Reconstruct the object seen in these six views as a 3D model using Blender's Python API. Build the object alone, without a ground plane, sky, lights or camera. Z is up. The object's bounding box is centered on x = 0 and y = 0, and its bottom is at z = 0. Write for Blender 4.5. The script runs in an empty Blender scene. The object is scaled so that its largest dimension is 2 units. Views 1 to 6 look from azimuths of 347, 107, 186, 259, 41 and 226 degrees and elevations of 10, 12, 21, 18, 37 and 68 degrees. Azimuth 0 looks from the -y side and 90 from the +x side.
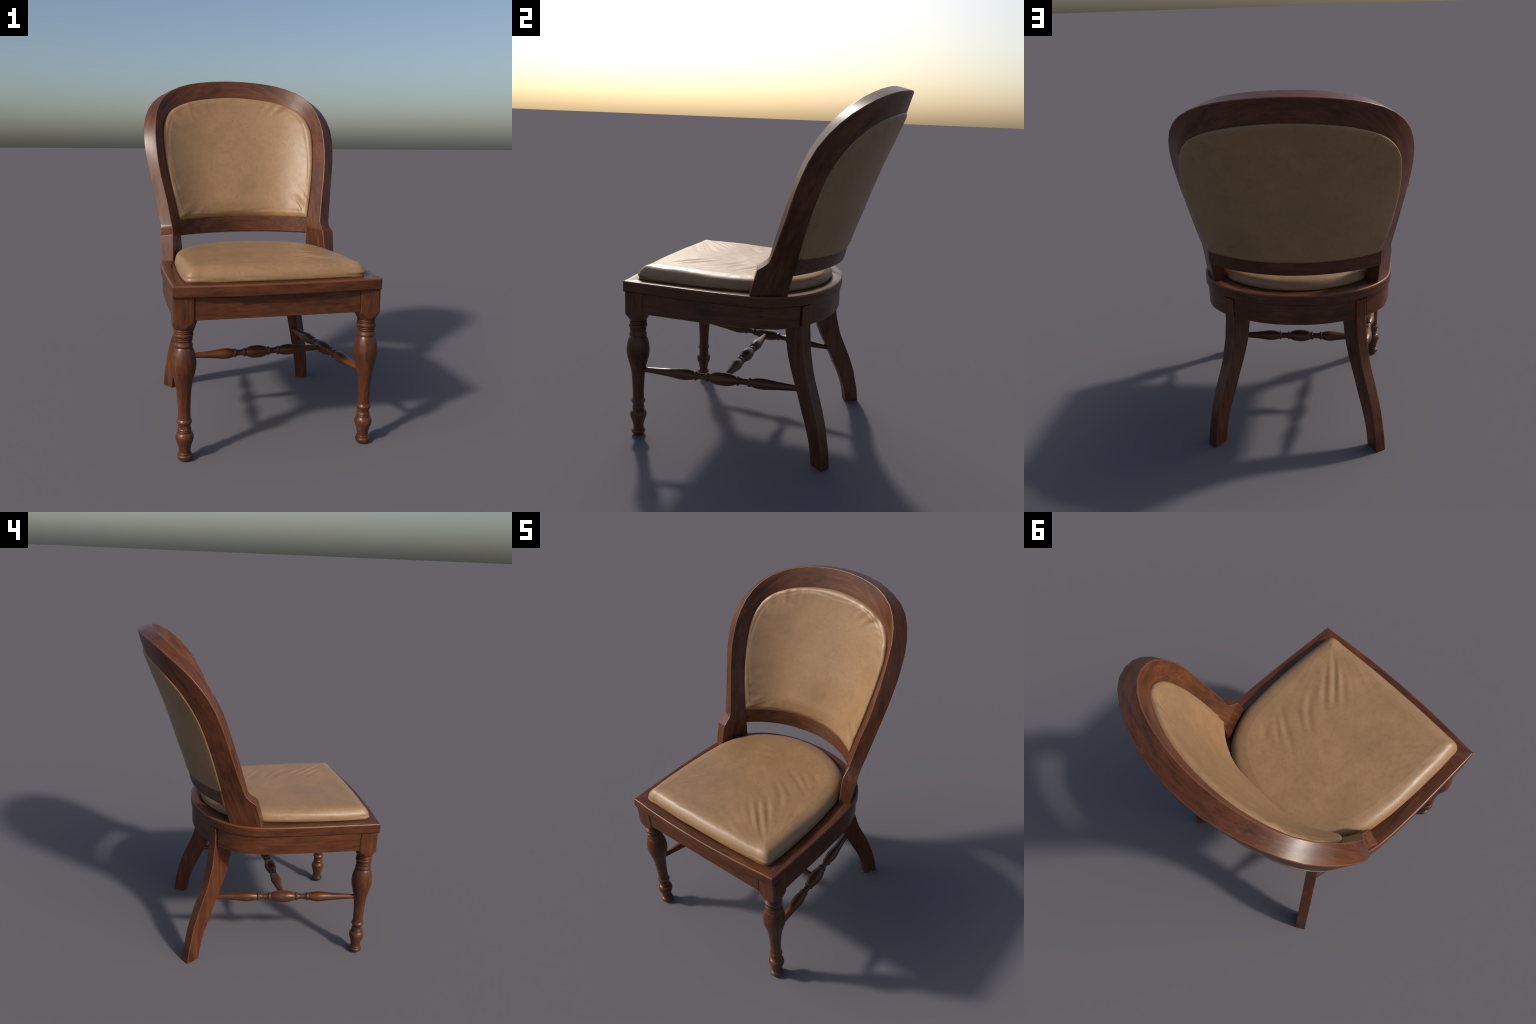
"""Upholstered tub-back dining chair: turned front legs, sabre rear legs,
H-stretcher, bent hoop back with leather pads, leather seat cushion."""
import bpy, math, random
import numpy as np
from mathutils import noise, Vector

random.seed(7)
rng = np.random.default_rng(7)
MIRROR = np.array([-1.0, 1.0, 1.0])

# ---------------------------------------------------------------- helpers
def catmull(points, samples, mirror_start=False):
    """Catmull-Rom through the control points, sampled evenly in arc length."""
    P = np.array(points, float)
    first = P[1] * np.array([-1] + [1] * (P.shape[1] - 1)) if mirror_start else 2 * P[0] - P[1]
    Q = np.vstack([first, P, 2 * P[-1] - P[-2]])
    n = len(P) - 1
    t = np.linspace(0, n, 40 * n + 1)
    i = np.minimum(t.astype(int), n - 1)
    f = (t - i)[:, None]
    a, b, c, d = Q[i], Q[i + 1], Q[i + 2], Q[i + 3]
    curve = .5 * (2 * b + (c - a) * f + (2 * a - 5 * b + 4 * c - d) * f ** 2 + (3 * b - a - 3 * c + d) * f ** 3)
    s = np.r_[0, np.cumsum(np.linalg.norm(np.diff(curve, axis=0), axis=1))]
    u = np.linspace(0, s[-1], samples)
    return np.stack([np.interp(u, s, curve[:, k]) for k in range(P.shape[1])], 1)


def smoothstep(a, b, x):
    t = np.clip((x - a) / (b - a), 0, 1)
    return t * t * (3 - 2 * t)


def build(name, verts, faces, materials, parent, slots=None, flat=False):
    """Mesh object shaded with area-weighted normals so bevels read as soft edges."""
    V = np.array(verts, float)
    me = bpy.data.meshes.new(name)
    me.from_pydata([tuple(v) for v in V], [], [tuple(int(i) for i in f) for f in faces])
    for m in materials:
        me.materials.append(m)
    if slots is not None:
        me.polygons.foreach_set("material_index", np.array(slots, dtype=np.int32))
    me.update()
    me.validate()
    if not flat:
        me.polygons.foreach_set("use_smooth", [True] * len(me.polygons))
        N = np.zeros_like(V)
        for p in me.polygons:
            w = np.array(p.normal) * p.area
            for vi in p.vertices:
                N[vi] += w
        N /= np.maximum(np.linalg.norm(N, axis=1, keepdims=True), 1e-12)
        me.normals_split_custom_set_from_vertices([tuple(n) for n in N])
    ob = bpy.data.objects.new(name, me)
    bpy.context.scene.collection.objects.link(ob)
    ob.parent = parent
    return ob


def empty(name, parent=None):
    ob = bpy.data.objects.new(name, None)
    bpy.context.scene.collection.objects.link(ob)
    ob.parent = parent
    return ob


def loft(rings, closed=True, caps=False):
    """Quads between successive rings of equal length; caps use their own vertices."""
    R = [np.array(r, float) for r in rings]
    n = len(R[0])
    verts = np.vstack(R)
    faces = []
    for k in range(len(R) - 1):
        for j in range(n if closed else n - 1):
            j2 = (j + 1) % n
            faces.append((k * n + j, k * n + j2, (k + 1) * n + j2, (k + 1) * n + j))
    if caps:
        for r, flip in ((R[0], True), (R[-1], False)):
            base = len(verts)
            verts = np.vstack([verts, r])
            idx = list(range(base, base + n))
            faces.append(tuple(idx[::-1] if flip else idx))
    return verts, faces


def round_section(corners, radii, steps=4):
    """Closed polygon with each corner replaced by a small arc.
    Returns the points and, per edge, whether it belongs to a rounded corner."""
    pts, worn = [], []
    m = len(corners)
    for i in range(m):
        p = np.array(corners[i], float)
        a = np.array(corners[i - 1], float) - p
        b = np.array(corners[(i + 1) % m], float) - p
        r = radii[i]
        pa = p + a / np.linalg.norm(a) * r
        pb = p + b / np.linalg.norm(b) * r
        for k in range(steps):
            t = k / (steps - 1)
            pts.append((1 - t) ** 2 * pa + 2 * t * (1 - t) * p + t * t * pb)
            worn.append(k < steps - 1)
    return np.array(pts), worn


# ---------------------------------------------------------------- materials
def ramp(nt, stops):
    n = nt.nodes.new("ShaderNodeValToRGB")
    e = n.color_ramp.elements
    while len(e) < len(stops):
        e.new(0.5)
    for el, (pos, col) in zip(e, stops):
        el.position = pos
        el.color = (*col, 1)
    return n


def math_node(nt, op, a, b=None):
    n = nt.nodes.new("ShaderNodeMath")
    n.operation = op
    for sock, v in zip(n.inputs, (a, b)):
        if v is None:
            continue
        if isinstance(v, (int, float)):
            sock.default_value = v
        else:
            nt.links.new(v, sock)
    return n.outputs[0]


def grain_vector(nt, grain):
    """Object coordinates rearranged to (along, across, across) for the grain run."""
    tc = nt.nodes.new("ShaderNodeTexCoord")
    sep = nt.nodes.new("ShaderNodeSeparateXYZ")
    nt.links.new(tc.outputs["Object"], sep.inputs[0])
    x, y, z = sep.outputs
    if grain == "x":
        al, c1, c2 = x, y, z
    elif grain == "y":
        al, c1, c2 = y, x, z
    elif grain == "z":
        al, c1, c2 = z, x, y
    elif grain == "stile":      # leaning post: grain follows the backward lean
        al, c1 = z, x
        c2 = math_node(nt, "SUBTRACT", y, math_node(nt, "MULTIPLY", z, 0.36))
    elif grain == "hoop":       # bent hoop: run is the angle about the panel centre
        zz = math_node(nt, "SUBTRACT", z, 1.45)
        al = math_node(nt, "MULTIPLY", math_node(nt, "ARCTAN2", x, zz), 0.5)
        xx = math_node(nt, "MULTIPLY", x, x)
        c1 = math_node(nt, "SQRT", math_node(nt, "ADD", xx, math_node(nt, "MULTIPLY", zz, zz)))
        c2 = math_node(nt, "ADD", y, math_node(nt, "MULTIPLY", xx, 0.6))
        c2 = math_node(nt, "SUBTRACT", c2, math_node(nt, "MULTIPLY", z, 0.4))
    else:                       # "round": horse-shoe in plan
        yy = math_node(nt, "ADD", y, 0.10)
        back = math_node(nt, "MAXIMUM", yy, 0.0)
        side = math_node(nt, "MULTIPLY", math_node(nt, "MINIMUM", yy, 0.0), math_node(nt, "SIGN", x))
        al = math_node(nt, "ADD", math_node(nt, "MULTIPLY", math_node(nt, "ARCTAN2", back, x), 0.52), side)
        c1 = math_node(nt, "SQRT", math_node(nt, "ADD", math_node(nt, "MULTIPLY", x, x),
                                             math_node(nt, "MULTIPLY", back, back)))
        c2 = z
    comb = nt.nodes.new("ShaderNodeCombineXYZ")
    for s, i in zip((al, c1, c2), comb.inputs):
        nt.links.new(s, i)
    return comb.outputs[0]


def mapped(nt, vec, scale):
    m = nt.nodes.new("ShaderNodeMapping")
    m.inputs["Scale"].default_value = scale
    nt.links.new(vec, m.inputs["Vector"])
    return m.outputs[0]


def noise4(nt, vec, scale, detail, w, rough=0.55, distort=0.0):
    n = nt.nodes.new("ShaderNodeTexNoise")
    n.noise_dimensions = "4D"
    n.inputs["Scale"].default_value = scale
    n.inputs["Detail"].default_value = detail
    n.inputs["Roughness"].default_value = rough
    n.inputs["Distortion"].default_value = distort
    nt.links.new(vec, n.inputs["Vector"])
    nt.links.new(w, n.inputs["W"])
    return n.outputs["Fac"]


def mix_color(nt, blend, fac, a, b):
    n = nt.nodes.new("ShaderNodeMix")
    n.data_type = "RGBA"
    n.blend_type = blend
    for sock, v in ((n.inputs["Factor"], fac), (n.inputs["A"], a), (n.inputs["B"], b)):
        if isinstance(v, tuple):
            sock.default_value = (*v, 1)
        elif isinstance(v, (int, float)):
            sock.default_value = v
        else:
            nt.links.new(v, sock)
    return n.outputs["Result"]


WOOD_DARK = (0.027, 0.0100, 0.0055)
WOOD_MID = (0.095, 0.0290, 0.0102)
WOOD_LIGHT = (0.165, 0.0520, 0.0155)


def wood(name, grain, worn=0.0):
    mat = bpy.data.materials.new(name)
    mat.use_nodes = True
    nt = mat.node_tree
    bsdf = nt.nodes["Principled BSDF"]
    vec = grain_vector(nt, grain)
    info = nt.nodes.new("ShaderNodeObjectInfo")
    w = math_node(nt, "MULTIPLY", info.outputs["Random"], 37.0)
    streak = noise4(nt, mapped(nt, vec, (5.5, 48, 48)), 1.0, 6, w, 0.62, 0.6)
    fibre = noise4(nt, mapped(nt, vec, (16, 230, 230)), 1.0, 3, w, 0.6)
    patch = noise4(nt, mapped(nt, vec, (4.5, 13, 13)), 1.0, 3, w, 0.55, 0.4)
    col = ramp(nt, [(0.33, WOOD_DARK), (0.50, WOOD_MID), (0.68, WOOD_LIGHT)])
    f = math_node(nt, "ADD", math_node(nt, "MULTIPLY", streak, 0.56), math_node(nt, "MULTIPLY", fibre, 0.32))
    f = math_node(nt, "ADD", f, math_node(nt, "MULTIPLY", patch, 0.12))
    # each piece of timber sits a little lighter or darker
    f = math_node(nt, "ADD", f, math_node(nt, "MULTIPLY", math_node(nt, "SUBTRACT", info.outputs["Random"], 0.5), 0.05))
    nt.links.new(f, col.inputs[0])
    stain = ramp(nt, [(0.50, (1, 1, 1)), (0.70, (0.48, 0.46, 0.50))])
    nt.links.new(patch, stain.inputs[0])
    c = mix_color(nt, "MULTIPLY", 1.0, col.outputs[0], stain.outputs[0])
    if worn:
        c = mix_color(nt, "MIX", worn, c, (0.24, 0.078, 0.027))
    nt.links.new(c, bsdf.inputs["Base Color"])
    rough = ramp(nt, [(0.3, (0.30,) * 3), (0.7, (0.42,) * 3)])
    nt.links.new(patch, rough.inputs[0])
    nt.links.new(rough.outputs[0], bsdf.inputs["Roughness"])
    bsdf.inputs["Specular IOR Level"].default_value = 0.42
    bump = nt.nodes.new("ShaderNodeBump")
    bump.inputs["Strength"].default_value = 0.12
    bump.inputs["Distance"].default_value = 0.002
    nt.links.new(fibre, bump.inputs["Height"])
    nt.links.new(bump.outputs[0], bsdf.inputs["Normal"])
    return mat


def leather(name):
    mat = bpy.data.materials.new(name)
    mat.use_nodes = True
    nt = mat.node_tree
    bsdf = nt.nodes["Principled BSDF"]
    tc = nt.nodes.new("ShaderNodeTexCoord")
    vec = tc.outputs["Object"]
    info = nt.nodes.new("ShaderNodeObjectInfo")
    w = math_node(nt, "MULTIPLY", info.outputs["Random"], 23.0)
    broad = noise4(nt, vec, 3.2, 4, w, 0.55, 0.3)
    cloud = noise4(nt, vec, 9.0, 6, w, 0.65)
    fine = noise4(nt, vec, 55.0, 4, w, 0.6)
    base = ramp(nt, [(0.31, (0.252, 0.150, 0.070)), (0.5, (0.300, 0.1715, 0.0815)), (0.69, (0.352, 0.194, 0.092))])
    f = math_node(nt, "ADD", math_node(nt, "MULTIPLY", broad, 0.45), math_node(nt, "MULTIPLY", cloud, 0.55))
    nt.links.new(f, base.inputs[0])
    spot = ramp(nt, [(0.32, (0.82, 0.82, 0.79)), (0.54, (1, 1, 1))])
    nt.links.new(fine, spot.inputs[0])
    c = mix_color(nt, "MULTIPLY", 0.7, base.outputs[0], spot.outputs[0])
    # sparse pin-prick dark specks
    sp = nt.nodes.new("ShaderNodeTexVoronoi")
    sp.inputs["Scale"].default_value = 16.0
    nt.links.new(vec, sp.inputs["Vector"])
    dot = ramp(nt, [(0.045, (0.55, 0.50, 0.45)), (0.075, (1, 1, 1))])
    nt.links.new(sp.outputs["Distance"], dot.inputs[0])
    rare = math_node(nt, "GREATER_THAN", cloud, 0.53)
    c = mix_color(nt, "MULTIPLY", math_node(nt, "MULTIPLY", rare, 0.7), c, dot.outputs[0])
    nt.links.new(c, bsdf.inputs["Base Color"])
    rough = ramp(nt, [(0.3, (0.38,) * 3), (0.7, (0.50,) * 3)])
    nt.links.new(cloud, rough.inputs[0])
    nt.links.new(rough.outputs[0], bsdf.inputs["Roughness"])
    bsdf.inputs["Specular IOR Level"].default_value = 0.5
    cell = nt.nodes.new("ShaderNodeTexVoronoi")
    cell.inputs["Scale"].default_value = 150.0
    nt.links.new(vec, cell.inputs["Vector"])
    h = math_node(nt, "ADD", math_node(nt, "MULTIPLY", cell.outputs["Distance"], 0.5), math_node(nt, "MULTIPLY", fine, 0.7))
    bump = nt.nodes.new("ShaderNodeBump")
    bump.inputs["Strength"].default_value = 0.16
    bump.inputs["Distance"].default_value = 0.003
    nt.links.new(h, bump.inputs["Height"])
    nt.links.new(bump.outputs[0], bsdf.inputs["Normal"])
    return mat


WOOD = {g: wood("wood_" + g, g) for g in ("x", "y", "z", "stile", "hoop", "round")}
WORN = {g: wood("worn_wood_" + g, g, 0.45) for g in ("x", "y", "z", "stile", "hoop", "round")}
LEATHER = leather("tan_leather")

# ---------------------------------------------------------------- the chair
chair = empty("dining_chair")
chair["label"] = "dark wooden dining chair with tan leather seat and back"
chair["category"] = "chair"

# ---- plan outlines (right half, from back centre round to the front) ----
Z_RAIL_LOW, Z_RAIL_TOP, Z_APRON_LOW = 0.852, 0.9145, 0.736
RAIL_PLAN = [(0, .397), (.10, .391), (.20, .372), (.32, .327), (.403, .271), (.464, .208), (.508, .137),
             (.532, .05), (.541, -.05), (.5445, -.2), (.543, -.35), (.539, -.52), (.5345, -.689)]
APRON_PLAN = [(0, .388), (.095, .383), (.18, .366), (.240, .345), (.3290, .3085), (.3900, .2675), (.460, .197),
              (.487, .155), (.512, .085), (.527, 0), (.532, -.1), (.533, -.3), (.5285, -.5785)]
CUSHION_PLAN = [(0, .336), (.08, .331), (.16, .313), (.266, .264), (.332, .216), (.376, .174), (.425, .086),
                (.451, .0), (.464, -.1), (.474, -.25), (.476, -.4), (.473, -.53), (.468, -.60)]


def plan_normals(path):
    d = np.gradient(path, axis=0)
    n = np.stack([d[:, 1], -d[:, 0]], 1)
    return n / np.linalg.norm(n, axis=1, keepdims=True)


def sweep(path, inward, profile):
    """profile: (inset, z) pairs swept along a plan path."""
    rings = []
    for p, n in zip(path, inward):
        rings.append([(p[0] + n[0] * o, p[1] + n[1] * o, z) for o, z in profile])
    return loft(rings, closed=True, caps=True)


RAIL_PROFILE = [(.105, .853), (.012, .853), (.0065, .8535), (.002, .8565), (0, .862),
                (0, .905), (.001, .9095), (.0035, .9128), (.008, .9142), (.105, .9148)]


def oriented(verts, faces, sign):
    return faces if sign > 0 else [f[::-1] for f in faces]


def slot_by_profile(faces, n, worn, caps=2):
    out = []
    for k, f in enumerate(faces):
        out.append(1 if (len(f) == 4 and k < len(faces) - caps and (k % n) in worn) else 0)
    return out


# horse-shoe rail: left corner -> back -> right corner
half = catmull(RAIL_PLAN, 34, True)
shoe = np.vstack([half[::-1] * [-1, 1], half[1:]])
inw = plan_normals(shoe)
if inw[len(inw) // 2][1] > 0:
    inw = -inw
inw[0], inw[-1] = (1.0, 1.0), (-1.0, 1.0)          # mitred front corners
v, f = sweep(shoe, inw, RAIL_PROFILE)
v[:, 1] = np.maximum(v[:, 1], -.689 + (.5345 - np.abs(v[:, 0])))     # trim on the mitre line
build("seat_rail", v, [q[::-1] for q in f], [WOOD["round"], WORN["round"]], chair,
      slot_by_profile(f, len(RAIL_PROFILE), {5, 6, 7}))
# front rail with rounded vertical corners, mitred to the horse-shoe
def front_bow(x, depth=-.7205, rise=.026, half=.52):
    return depth + rise * (x / half) ** 2


fx = [(.5345, -.689), (.5340, -.6925), (.5310, -.6955), (.5250, front_bow(.525))]
front = [(-x, y) for x, y in fx] + [(x, front_bow(x)) for x in np.linspace(-.48, .48, 13)] + fx[::-1]
rings = []
for k, (x, y) in enumerate(front):
    ring = []
    near_corner = min(k, len(front) - 1 - k)
    for o, z in RAIL_PROFILE:
        mitre = np.array([math.copysign(.5345 - o, x), -.689 + o])
        if near_corner < 4:      # round the corner outside, meet on the mitre line inside
            t = 1.0 if near_corner == 0 else min(o / .03, 1.0)
            p = np.array([x, y]) * (1 - t) + mitre * t
        else:
            p = np.array([x * (1 - (.105 / .53) * o / .105), y + o * (1 - (y + .689) / -.105)])
        ring.append((p[0], p[1], z - .0002))
    rings.append(ring)
v, f = loft(rings, closed=True, caps=True)
build("seat_rail", v, f, [WOOD["x"], WORN["x"]], chair, slot_by_profile(f, len(RAIL_PROFILE), {5, 6, 7}))

# board closing the frame below the cushion
bp = np.vstack([shoe * 0.82 + [0, -.02]])
v, f = loft([[(x, y, .868) for x, y in bp], [(x, y, .890) for x, y in bp]], caps=True)
build("seat_board", v, f, [WOOD["y"]], chair, flat=True)

# ---- aprons ----
AP = [(.032, .8525), (.002, .8525), (0, .850), (0, .742), (.0015, .7385), (.005, .736), (.032, .736)]
ahalf = catmull(APRON_PLAN, 60, True)
LEG_GAP_X = (.3305, .3890)          # where the rear leg interrupts the apron


def apron(path, grain, parent, flip=False):
    path = np.array(path)
    n = plan_normals(path)
    c = np.array([0, -.15])
    n *= -np.sign(((path - c) * n).sum(1))[:, None]
    v, f = sweep(path, n, AP)
    return build("apron", v, [q[::-1] for q in f] if flip else f, [WOOD[grain], WORN[grain]], parent,
                 slot_by_profile(f, len(AP), {3, 4}))


dense = catmull(APRON_PLAN, 400, True)
side = dense[dense[:, 0] > LEG_GAP_X[1]]
side = side[np.argmax(side[:, 1] < .30):]
side = side[np.linspace(0, len(side) - 1, 34).astype(int)]
apron(side, "round", chair, flip=True)
apron((side * [-1, 1])[::-1], "round", chair, flip=True)
rear = dense[(dense[:, 0] < LEG_GAP_X[0]) & (dense[:, 1] > .2)]
rear = rear[np.linspace(0, len(rear) - 1, 16).astype(int)]
apron(np.vstack([rear[::-1] * [-1, 1], rear[1:]]), "round", chair, flip=True)
apron([(-.4225, -.682), (0, -.6825), (.4225, -.682)], "x", chair)

# ---- turned front legs ----
LEG_AXIS = (.4795, -.6320)
TURNING = [  # (z, radius) from the floor up
    (.0000, .0210), (.0030, .0290), (.0120, .0368), (.0225, .0390), (.0310, .0362), (.0345, .0303),
    (.0375, .0330), (.0410, .0326), (.0432, .0285), (.0520, .0294), (.0660, .0312), (.0880, .0372),
    (.1080, .0440), (.1240, .0463), (.1370, .0438), (.1480, .0375), (.1525, .0312), (.1550, .0346),
    (.1590, .0346), (.1615, .0308), (.1640, .0342), (.1690, .0342), (.1720, .0322), (.1800, .0308),
    (.1900, .0320), (.1980, .0356), (.2060, .0385), (.2130, .0366), (.2180, .0335), (.2240, .0316),
    (.2560, .0315), (.3100, .0334), (.3520, .0358), (.3840, .0393), (.4160, .0448), (.4480, .0533),
    (.4750, .0599), (.5010, .0635), (.5220, .0633), (.5590, .0580), (.5850, .0500), (.5985, .0435),
    (.6010, .0476), (.6080, .0478), (.6130, .0462), (.6200, .0436), (.6280, .0425), (.6300, .0458),
    (.6350, .0460), (.6370, .0420), (.6395, .0458), (.6440, .0460), (.6462, .0428), (.6490, .0478),
    (.6540, .0500), (.6600, .0504), (.6655, .0488), (.6685, .0430), (.6710, .0472), (.6750, .0474),
    (.6775, .0428), (.6800, .0472), (.6850, .0474), (.6875, .0430)]
BLOCK_TURN = [(.6890, .0455), (.6950, .0500), (.7030, .0545), (.7120, .0605), (.7210, .0670), (.7300, .0725),
              (.7370, .0760)]
BLOCK_HALF = .0535
SEG = 64


def square_radius(a):
    r = BLOCK_HALF / max(abs(math.cos(a)), abs(math.sin(a)))
    return min(r, .0720)


def turned_leg_mesh():
    zs = []
    for (z0, r0), (z1, r1) in zip(TURNING, TURNING[1:]):
        zs.append((z0, r0))
    prof = catmull(TURNING, 3 * len(TURNING) * 3)
    prof[:, 0] = np.clip(prof[:, 0], 0, None)
    angles = [2 * math.pi * (k + .5) / SEG for k in range(SEG)]
    rings = []
    for z, r in prof:
        rings.append([(r * math.cos(a), r * math.sin(a), z) for a in angles])
    for z, R in catmull(BLOCK_TURN, 16):
        rings.append([(min(R, square_radius(a)) * math.cos(a), min(R, square_radius(a)) * math.sin(a), z) for a in angles])
    for z in (.76, .80, .8525):
        rings.append([(square_radius(a) * math.cos(a), square_radius(a) * math.sin(a), z) for a in angles])
    return loft(rings, caps=True)


v, f = turned_leg_mesh()
leg = build("front_leg", v, f, [WOOD["z"]], chair)
leg.location = (*LEG_AXIS, 0)
leg2 = leg.copy()
leg2.location = (-LEG_AXIS[0], LEG_AXIS[1], 0)
bpy.context.scene.collection.objects.link(leg2)

# ---- sabre rear legs: a swept profile in a vertical plane facing outwards ----
SWEEP_DIR = np.array([.557, .830]) / math.hypot(.557, .830)
FOOT_SIDE, FOOT_BACK = np.array([.5005, .452]), np.array([.451, .484])
LEG_OUT = [(.8515, -.2030), (.80, -.2035), (.74, -.2025), (.65, -.1925), (.60, -.186), (.55, -.173), (.47, -.1500),
           (.37, -.1045), (.32, -.082), (.27, -.062), (.20, -.0385), (.15, -.027), (.085, -.011), (0, .0015)]
LEG_IN = [(.8515, -.355), (.80, -.352), (.736, -.345), (.66, -.334), (.56, -.3125), (.47, -.2765), (.37, -.226),
          (.275, -.181), (.185, -.136), (.09, -.102), (0, -.085)]


def rear_leg_mesh(sign):
    out, inn = catmull(LEG_OUT, 60), catmull(LEG_IN, 60)
    rings, worn = [], None
    for z in np.linspace(.8515, 0, 44):
        qo = np.interp(z, out[::-1, 0], out[::-1, 1])
        qi = np.interp(z, inn[::-1, 0], inn[::-1, 1])
        corners = [(*(FOOT_SIDE + SWEEP_DIR * qo), z), (*(FOOT_BACK + SWEEP_DIR * qo), z),
                   (*(FOOT_BACK + SWEEP_DIR * qi), z), (*(FOOT_SIDE + SWEEP_DIR * qi), z)]
        ring, worn = round_section(corners, [.0035, .0035, .003, .003])
        ring[:, 0] *= sign
        rings.append(ring)
    v, f = loft(rings, caps=True)
    slots = [1 if (k < len(f) - 2 and worn[k % len(worn)] and (k % len(worn)) < 8) else 0 for k in range(len(f))]
    return v, [q[::-1] for q in f] if sign > 0 else f, slots


for s in (1, -1):
    v, f, sl = rear_leg_mesh(s)
    build("rear_leg", v, f, [WOOD["z"], WORN["z"]], chair, sl)

# ---- turned H-stretcher ----
STRETCHER = [  # (fraction of half length, radius) from the middle out
    (0, .0370), (.05, .0362), (.10, .0325), (.14, .0272), (.163, .0222), (.168, .0205), (.172, .0235), (.180, .0258),
    (.190, .0262), (.199, .0240), (.203, .0200), (.210, .0190), (.225, .0176), (.256, .0172), (.288, .0178),
    (.306, .0192), (.313, .0205), (.317, .0240), (.326, .0262), (.336, .0258), (.344, .0232), (.348, .0205),
    (.355, .0225), (.40, .0278), (.445, .0308), (.49, .0316), (.54, .0300), (.65, .0243), (.80, .0190), (.92, .0155),
    (1.0, .0140)]


def stretcher_mesh(half_length):
    prof = catmull(STRETCHER, 170)
    prof = np.vstack([prof[::-1] * [-1, 1], prof[1:]])
    rings = [[(u * half_length, r * math.cos(a), r * math.sin(a)) for a in np.linspace(0, 2 * math.pi, 33)[:-1]]
             for u, r in prof]
    return loft(rings, caps=True)


Z_STRETCH = .386
v, f = stretcher_mesh(.462)
for s in (1, -1):
    st = build("stretcher", v, f, [WOOD["x"]], chair)
    st.location = (s * .4112, -.1475, Z_STRETCH)
    # runs inwards and a touch downwards to the rear leg
    st.rotation_euler = Vector((-s * .1412, 1.0, -.0221)).to_track_quat("X", "Z").to_euler()
v, f = stretcher_mesh(.388)
st = build("stretcher", v, f, [WOOD["x"]], chair)
st.location = (0, -.1480, Z_STRETCH)

# ---------------------------------------------------------------- backrest
backrest = empty("backrest", chair)
# edges of the bent board, right half from top centre down to the stile shoulder
EDGE_OUTER = [(0, .722, 1.979), (.173, .706, 1.971), (.337, .650, 1.945), (.473, .571, 1.894), (.562, .461, 1.805),
              (.600, .356, 1.678), (.594, .278, 1.517), (.566, .219, 1.347), (.538, .160, 1.182), (.526, .134, 1.115)]
EDGE_INNER = [(0, .639, 2.000), (.164, .624, 1.991), (.312, .580, 1.964), (.430, .503, 1.909), (.501, .410, 1.819),
              (.527, .324, 1.701), (.528, .256, 1.562), (.512, .204, 1.413), (.483, .153, 1.266), (.459, .108, 1.117)]
SEAM_FRONT = [(0, .600, 1.889), (.165, .585, 1.877), (.313, .538, 1.847), (.425, .478, 1.787), (.472, .403, 1.686),
              (.473, .336, 1.554), (.455, .279, 1.410), (.428, .231, 1.263), (.4015, .197, 1.132)]
SEAM_BACK = [(0, .690, 1.864), (.165, .676, 1.855), (.320, .634, 1.828), (.447, .571, 1.777), (.519, .491, 1.688),
             (.538, .412, 1.563), (.529, .353, 1.416), (.501, .304, 1.264), (.461, .261, 1.112)]
STATIONS = 20
curves = [catmull(c, STATIONS, True) for c in (EDGE_OUTER, EDGE_INNER, SEAM_FRONT, SEAM_BACK)]
sections = [[c[k] for c in curves] for k in range(STATIONS)]
# shoulder step and foot of the stile
C1, D1 = curves[2][-1], curves[3][-1]
C0, D0 = np.array([.388, .182, .912]), np.array([.452, .209, .912])


def stile_back(z):
    t = (1.113 - z) / (1.113 - .912)
    return C1 + (C0 - C1) * t, D1 + (D0 - D1) * t


for a, b in [((.5250, .1240, 1.0960), (.4582, .0995, 1.1060)), ((.5250, .1140, 1.0860), (.4580, .0890, 1.0965)),
             ((.5275, .0980, 1.0735), (.4578, .0740, 1.0850)), ((.5325, .0715, 1.0565), (.4578, .0490, 1.0675)),
             ((.5330, .0665, 1.0500), (.4580, .0435, 1.0600)), ((.5300, .0470, .9850), (.4600, .0235, .9900)),
             ((.5270, .0280, .9120), (.4630, .0030, .9120))]:
    c, d = stile_back((a[2] + b[2]) / 2)
    sections.append([np.array(a), np.array(b), c, d])
JOINT = next(k for k in range(STATIONS) if sections[k][0][2] < 1.44)


def hoop_ring(sec, sign):
    pts, worn = round_section(sec, [.0055, .0045, .004, .004])
    return pts * [sign, 1, 1], worn


ringsR = [hoop_ring(s, 1)[0] for s in sections]
worn = hoop_ring(sections[0], 1)[1]
nring = len(worn)
full = [r * MIRROR for r in ringsR[::-1]] + ringsR[1:]
allv = np.vstack(full)
# normals over the whole bent frame, so that the joints show no shading break
nst = len(full)
acc = np.zeros_like(allv)
quads = [[(k * nring + j, k * nring + (j + 1) % nring, (k + 1) * nring + (j + 1) % nring, (k + 1) * nring + j)
          for j in range(nring)] for k in range(nst - 1)]
for row in quads:
    for q in row:
        p = allv[list(q)]
        nn = np.cross(p[2] - p[0], p[3] - p[1])
        for i in q:
            acc[i] += nn
acc /= np.linalg.norm(acc, axis=1, keepdims=True)
mid = (nst - 1) // 2
outward = acc[mid * nring + 1] @ np.array([0, .5, 1.0])
flip = outward < 0
if flip:
    acc = -acc


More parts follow.
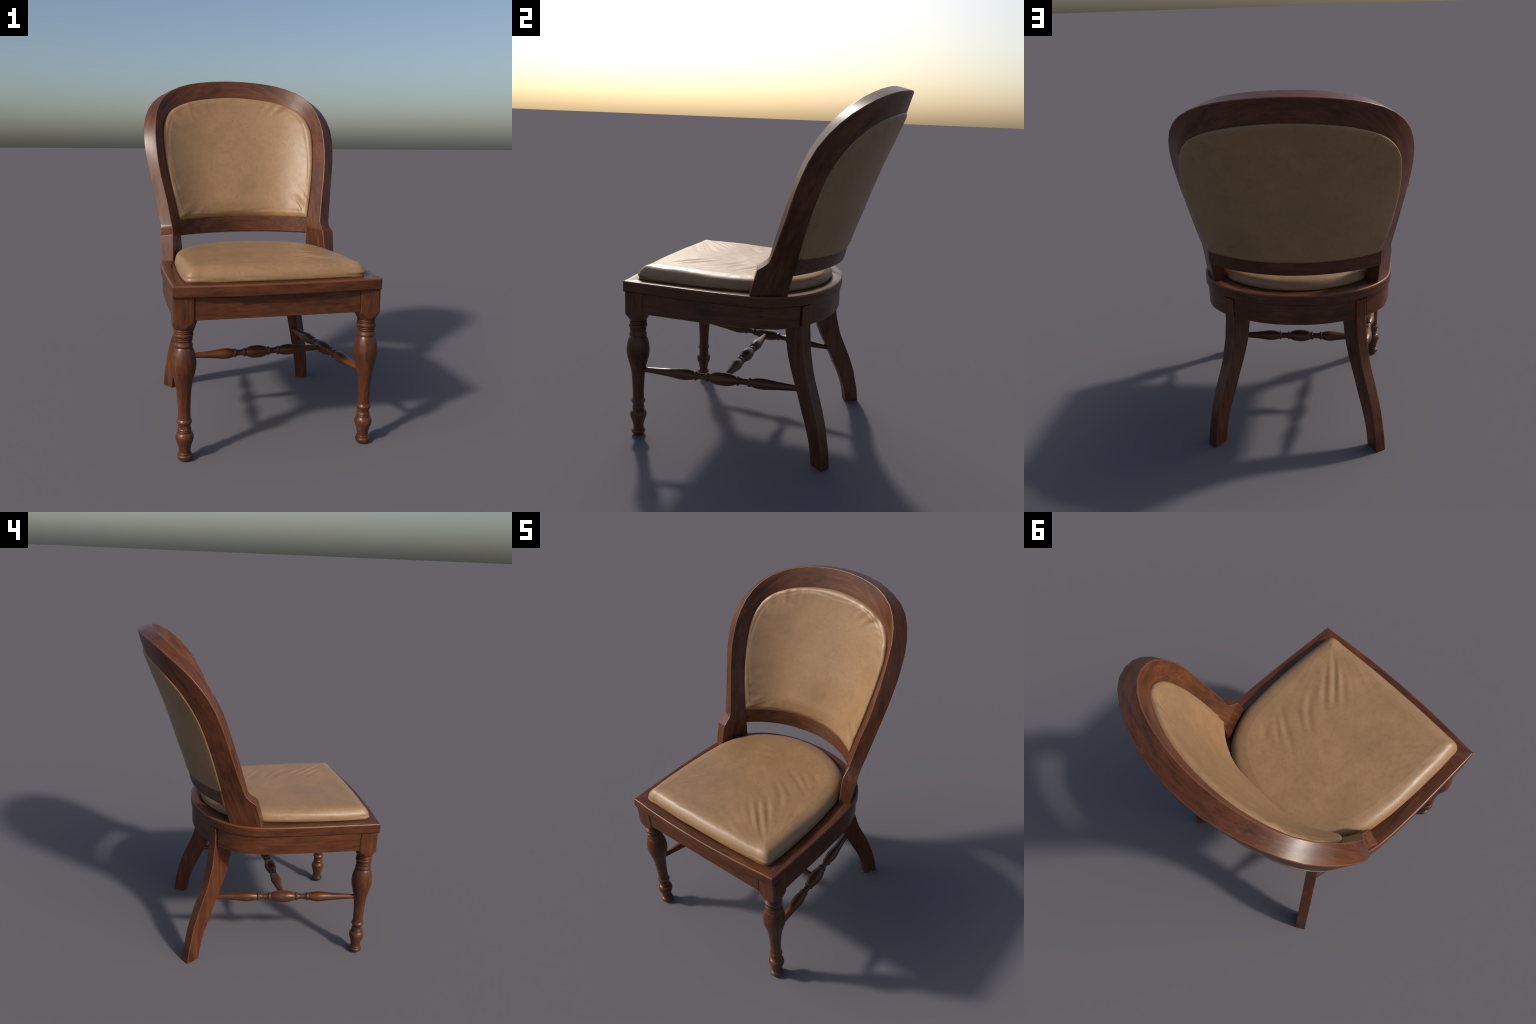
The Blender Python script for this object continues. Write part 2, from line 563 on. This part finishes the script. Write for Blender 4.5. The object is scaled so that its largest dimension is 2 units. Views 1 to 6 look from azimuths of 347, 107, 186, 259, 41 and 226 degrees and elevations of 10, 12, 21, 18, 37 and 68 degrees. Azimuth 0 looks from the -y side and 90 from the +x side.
def frame_part(name, k0, k1, grain):
    vs = allv[k0 * nring:(k1 + 1) * nring]
    ns = acc[k0 * nring:(k1 + 1) * nring]
    fs, sl = [], []
    for row in quads[k0:k1]:
        for j, q in enumerate(row):
            q = tuple(i - k0 * nring for i in q)
            fs.append(q[::-1] if flip else q)
            sl.append(1 if worn[j] and j < 8 else 0)
    ob = build(name, vs, fs, [WOOD[grain], WORN[grain]], backrest, sl)
    ob.data.normals_split_custom_set_from_vertices([tuple(n) for n in ns])
    return ob


frame_part("backrest_hoop", mid - JOINT, mid + JOINT, "hoop")
frame_part("backrest_stile", mid + JOINT, nst - 1, "stile")
frame_part("backrest_stile", 0, mid - JOINT, "stile")

# ---- curved lower rail between the stiles ----
def rail_front_y(x):
    return -.75 * x * x - 1.15 * x ** 4


def rail_back_y(x):
    return -.715 * x * x


rings = []
for u in np.linspace(-1, 1, 25):
    xf, xb = .432 * u, .462 * u
    yf, yb = rail_front_y(xf), rail_back_y(xb)
    corners = [(xf, .340 + yf, 1.038), (xf, .346 + yf, 1.136), (xb, .424 + yb, 1.128), (xb, .4015 + yb, 1.022)]
    ring, rworn = round_section(corners, [.004, .004, .004, .022])
    rings.append(ring)
v, f = loft(rings, caps=True)
build("backrest_rail", v, [q[::-1] for q in f], [WOOD["x"]], backrest)


# ---- leather pads of the back ----
def pad(name, seam, bottom, facing, puff, width, tuck, lumbar):
    """Pad on the bent panel: height field y(x, z) inside the seam, puffed towards `facing`."""
    arc = catmull(seam, 70, True)
    zb = arc[-1, 2]
    bx = np.linspace(arc[-1, 0], -arc[-1, 0], 46)[1:-1]
    bot = np.stack([bx, np.zeros_like(bx), np.full_like(bx, zb) + bottom[1] * (1 - (bx / arc[-1, 0]) ** 2)], 1)
    loop = np.vstack([arc[1:][::-1] * MIRROR, [arc[0]], arc[1:], bot])[:, [0, 2]]
    loop = loop[::-1]
    o = np.argsort(arc[:, 2])
    az, ax, ay = arc[o, 2], arc[o, 0], arc[o, 1]
    z_top, y_top = arc[0, 2], arc[0, 1]

    def panel_y(x, z):
        xc = np.maximum(np.interp(z, az, ax), 1e-3)
        ye = np.interp(z, az, ay)
        t = (z - zb) / (z_top - zb)
        yc = bottom[0] + (y_top - bottom[0]) * t
        s = np.clip(np.abs(x) / xc, 0, 1.15)
        return ye + (yc - ye) * (1 - s ** 2.25)

    centre = np.array([0, .5 * (zb + z_top) + .06])
    inset = np.r_[(-.010, -.004) if facing < 0 else (0, .0004), .001, .004, .008, .012, .016, .020, .024, .028, .033, .038, .044, .050, .058, .068, .08, .095]
    rings2d = []
    L = len(loop)
    nxt, prv = np.roll(loop, -1, 0), np.roll(loop, 1, 0)
    tang = nxt - prv
    nrm = np.stack([-tang[:, 1], tang[:, 0]], 1)
    nrm /= np.linalg.norm(nrm, axis=1, keepdims=True)
    nrm *= np.sign(((centre - loop) * nrm).sum(1))[:, None]
    # smooth the inward directions so rings do not fold at the bottom corners
    for _ in range(60):
        nrm = (np.roll(nrm, 1, 0) + nrm + np.roll(nrm, -1, 0)) / 3
    nrm /= np.linalg.norm(nrm, axis=1, keepdims=True)
    for d in inset:
        rings2d.append(loop + nrm * d)
    last = rings2d[-1]
    for t in np.linspace(0, 1, 34)[1:-1]:
        rings2d.append(last + (centre - last) * t)
    pts = np.vstack(rings2d + [centre[None]])
    # true distance to the seam
    a, b = loop, np.roll(loop, -1, 0)
    ab = b - a
    dist = np.empty(len(pts))
    for i, p in enumerate(pts):
        t = np.clip(((p - a) * ab).sum(1) / (ab ** 2).sum(1), 0, 1)
        dist[i] = np.sqrt((((a + ab * t[:, None]) - p) ** 2).sum(1).min())
    dist[:2 * L] = 0
    y = panel_y(pts[:, 0], pts[:, 1])
    d = np.clip(dist, 0, None)
    h = puff * np.sqrt(np.clip(1 - (1 - np.clip(d / width, 0, 1)) ** 2, 0, 1))
    h[:L] -= tuck
    h[L:2 * L] -= tuck * .5
    # lumbar fullness low in the middle of the pad
    h += lumbar[0] * np.exp(-(pts[:, 0] / lumbar[1]) ** 2 - ((pts[:, 1] - lumbar[2]) / lumbar[3]) ** 2) * smoothstep(0, .10, d)
    if facing < 0:      # the lower edge rolls forward over the rail
        h += .013 * np.exp(-(pts[:, 0] / .20) ** 2 - ((pts[:, 1] - 1.165) / .085) ** 2) * smoothstep(0, .03, d)
    # gathers: short folds running in from the seam, strongest at the corners
    ang = np.arctan2(pts[:, 0], pts[:, 1] - centre[1])
    corner = np.exp(-((np.abs(ang) - .93) / .30) ** 2) + .8 * np.exp(-((np.abs(ang) - 2.28) / .22) ** 2)
    fold = np.array([noise.noise(Vector((a_ * 13, 3.1, facing * 5.0))) for a_ in ang])
    fold += .6 * np.array([noise.noise(Vector((a_ * 26 + dd * 45, 8.7, facing * 2.0))) for a_, dd in zip(ang, d)])
    fall = smoothstep(.0, .012, d) * (1 - smoothstep(.03, .13, d))
    h += fold * fall * (.0008 + .0100 * corner) * (1.0 if facing < 0 else .45)
    # crease parallel with the seam where the leather is pulled over the padding
    crease_d = .030 + .007 * np.sin(ang * 5 + 1.0)
    wob = np.array([.5 + noise.noise(Vector((a_ * 2.6 + 4, 1.0, facing))) for a_ in ang])
    h -= .0030 * np.clip(wob, 0, 1) * np.exp(-((d - crease_d) / .006) ** 2) * (1.0 if facing < 0 else .35)
    # very slight unevenness of the stuffing
    h += np.array([.0035 * noise.noise(Vector((p[0] * 5, p[1] * 5, facing * 3.0))) for p in pts]) * smoothstep(.02, .1, d)
    lean = np.array([0, .94, -.33]) * facing
    V = np.stack([pts[:, 0], y, pts[:, 1]], 1) + h[:, None] * lean
    faces = []
    for k in range(len(rings2d) - 1):
        for j in range(L):
            j2 = (j + 1) % L
            faces.append((k * L + j, k * L + j2, (k + 1) * L + j2, (k + 1) * L + j))
    k = len(rings2d) - 1
    for j in range(L):
        faces.append((k * L + j, k * L + (j + 1) % L, len(V) - 1))
    # orientation: the face normal must look along `facing`
    q = V[list(faces[len(faces) // 2])]
    if np.cross(q[1] - q[0], q[2] - q[0])[1] * facing < 0:
        faces = [g[::-1] for g in faces]
    return build(name, V, faces, [LEATHER], backrest)


pad("backrest_cushion", SEAM_FRONT, (.352, -.004), -1, .022, .040, .020, (.0285, .23, 1.345, .25))
pad("backrest_panel", SEAM_BACK, (.418, -.004), 1, .008, .024, .015, (-.010, .32, 1.52, .26))

# ---------------------------------------------------------------- seat cushion
def seat_cushion():
    half = catmull(CUSHION_PLAN, 56, True)
    corner = catmull([(.469, -.60), (.4655, -.625), (.456, -.642), (.438, -.651), (.41, -.655)], 12)
    frontr = catmull([(.41, -.653), (.2, -.662), (0, -.665)], 20)
    right = np.vstack([half, corner[1:], frontr[1:]])
    loop = np.vstack([right, (right * [-1, 1])[::-1][1:]])
    run = np.r_[0, np.cumsum(np.linalg.norm(np.diff(loop, axis=0), axis=1))]
    u = np.linspace(0, run[-1], 421)[:-1]
    loop = np.stack([np.interp(u, run, loop[:, k]) for k in range(2)], 1)
    L = len(loop)
    tang = np.roll(loop, -1, 0) - np.roll(loop, 1, 0)
    nrm = np.stack([-tang[:, 1], tang[:, 0]], 1)
    nrm /= np.linalg.norm(nrm, axis=1, keepdims=True)
    nrm *= np.sign(((np.array([0, -.17]) - loop) * nrm).sum(1))[:, None]
    for _ in range(120):
        nrm = (np.roll(nrm, 1, 0) + nrm + np.roll(nrm, -1, 0)) / 3
    nrm /= np.linalg.norm(nrm, axis=1, keepdims=True)
    # side of the cushion: (inset, z)
    side = catmull([(.022, .905), (.006, .913), (.0005, .920), (0, .929), (.003, .944), (.0095, .9575), (.0195, .968),
                    (.034, .9762), (.054, .982), (.080, .986)], 26)
    rings, zz = [], []
    for o, z in side:
        rings.append(loop + nrm * o)
        zz.append(np.full(L, z))
    last = rings[-1]
    spine = np.stack([loop[:, 0] * .0, np.clip(loop[:, 1], -.30, .02)], 1)
    for t in np.linspace(0, 1, 84)[1:]:
        rings.append(last + (spine - last) * t)
        zz.append(.986 + .003 * np.sin(t * math.pi / 2) * np.ones(L))
    P = np.vstack(rings)
    z = np.concatenate(zz)
    top = smoothstep(.962, .984, z)
    # pulled folds of the seat leather: (start, bend, end, width, depth)
    folds = [((.365, -.560), (.262, -.462), (.125, -.322), .010, .0075), ((.330, -.470), (.240, -.365), (.140, -.265), .011, .0065),
             ((.250, -.510), (.150, -.415), (.085, -.348), .012, .0040), ((.295, -.345), (.215, -.222), (.100, -.122), .013, .0070),
             ((.345, -.140), (.230, -.064), (.085, .010), .012, .0062), ((.330, -.095), (.240, -.022), (.165, .032), .010, .0040),
             ((.265, -.185), (.175, -.126), (.105, -.085), .012, .0042), ((.310, .005), (.265, .040), (.235, .062), .012, .0035),
             ((-.395, -.557), (-.300, -.455), (-.190, -.345), .009, .0032), ((-.415, -.545), (-.330, -.440), (-.240, -.350), .010, .0026),
             ((-.160, -.125), (-.250, -.203), (-.350, -.275), .014, .0022), ((-.290, -.060), (-.150, .022), (-.045, .062), .013, .0026),
             ((-.330, -.02), (-.20, .075), (-.08, .115), .013, .0022), ((.06, -.16), (-.02, -.10), (-.09, -.06), .014, .0016)]
    dz = np.zeros(len(P))
    for s, m, e, wdt, dep in folds:
        c = catmull([s, m, e], 24)
        best = np.full(len(P), 9.0)
        par = np.zeros(len(P))
        sgn = np.zeros(len(P))
        for k in range(23):
            a, ab = c[k], c[k + 1] - c[k]
            t = np.clip(((P - a) @ ab) / (ab @ ab), 0, 1)
            r = P - (a + t[:, None] * ab)
            dd = np.linalg.norm(r, axis=1)
            hit = dd < best
            best = np.where(hit, dd, best)
            par = np.where(hit, (k + t) / 23, par)
            sgn = np.where(hit, np.sign(ab[0] * r[:, 1] - ab[1] * r[:, 0]), sgn)
        env = np.sin(np.clip(par, 0, 1) * math.pi) ** .7
        x = best / (wdt * 1.25)
        dz += dep * env * (-np.exp(-x ** 2) + .45 * np.exp(-(x - 1.9) ** 2))
    soft = np.array([.0030 * noise.noise(Vector((p[0] * 4.5, p[1] * 4.5, 2.0))) + .0010 * noise.noise(Vector((p[0] * 17, p[1] * 17, 5.0)))
                     for p in P])
    # fans of fine pulls running in from the two front corners
    def fan(p, corner, reach, seed):
        d = np.array([p[0] - corner[0], p[1] - corner[1]])
        dist, ang = math.hypot(*d), math.atan2(d[1], abs(d[0]))
        return noise.noise(Vector((ang * 17 + .6 * dist, dist * 2.6, seed))) * math.exp(-((dist - reach) / .26) ** 2)
    soft += np.array([.0009 * fan(p, (.50, -.70), .42, 1.7) if p[0] > 0 else 0 for p in P]) * smoothstep(0, .12, P[:, 0])
    soft += np.array([.0011 * fan(p, (-.50, -.70), .36, 9.2) if p[0] < 0 else 0 for p in P]) * smoothstep(0, .12, -P[:, 0])
    plump = .0065 * smoothstep(-.15, -.48, P[:, 1]) - .003 * smoothstep(-.1, .15, P[:, 1])
    z = z + (dz * .42 + soft + plump) * top
    # gathers low on the sides, tightest at the front corners
    V = np.column_stack([P, z])
    low = smoothstep(.910, .922, z) * (1 - smoothstep(.930, .962, z))
    near = np.exp(-(np.linalg.norm(np.abs(P) - [.46, .63], axis=1) / .10) ** 2)
    for i in np.nonzero(low > .01)[0]:
        p = V[i]
        k = i % L
        n1 = noise.noise(Vector((p[0] * 7, p[1] * 7, p[2] * 95)))
        V[i, :2] += nrm[k] * n1 * low[i] * (.0030 + .0045 * near[i])
    faces = []
    R = len(rings)
    for k in range(R - 1):
        for j in range(L):
            j2 = (j + 1) % L
            faces.append((k * L + j, (k + 1) * L + j, (k + 1) * L + j2, k * L + j2))
    faces.append(tuple(range(L)))
    q = V[list(faces[(R // 2) * L])]
    if np.cross(q[1] - q[0], q[2] - q[0])[2] < 0:
        faces = [g[::-1] for g in faces]
    return build("seat_cushion", V, faces, [LEATHER], chair)


seat_cushion()
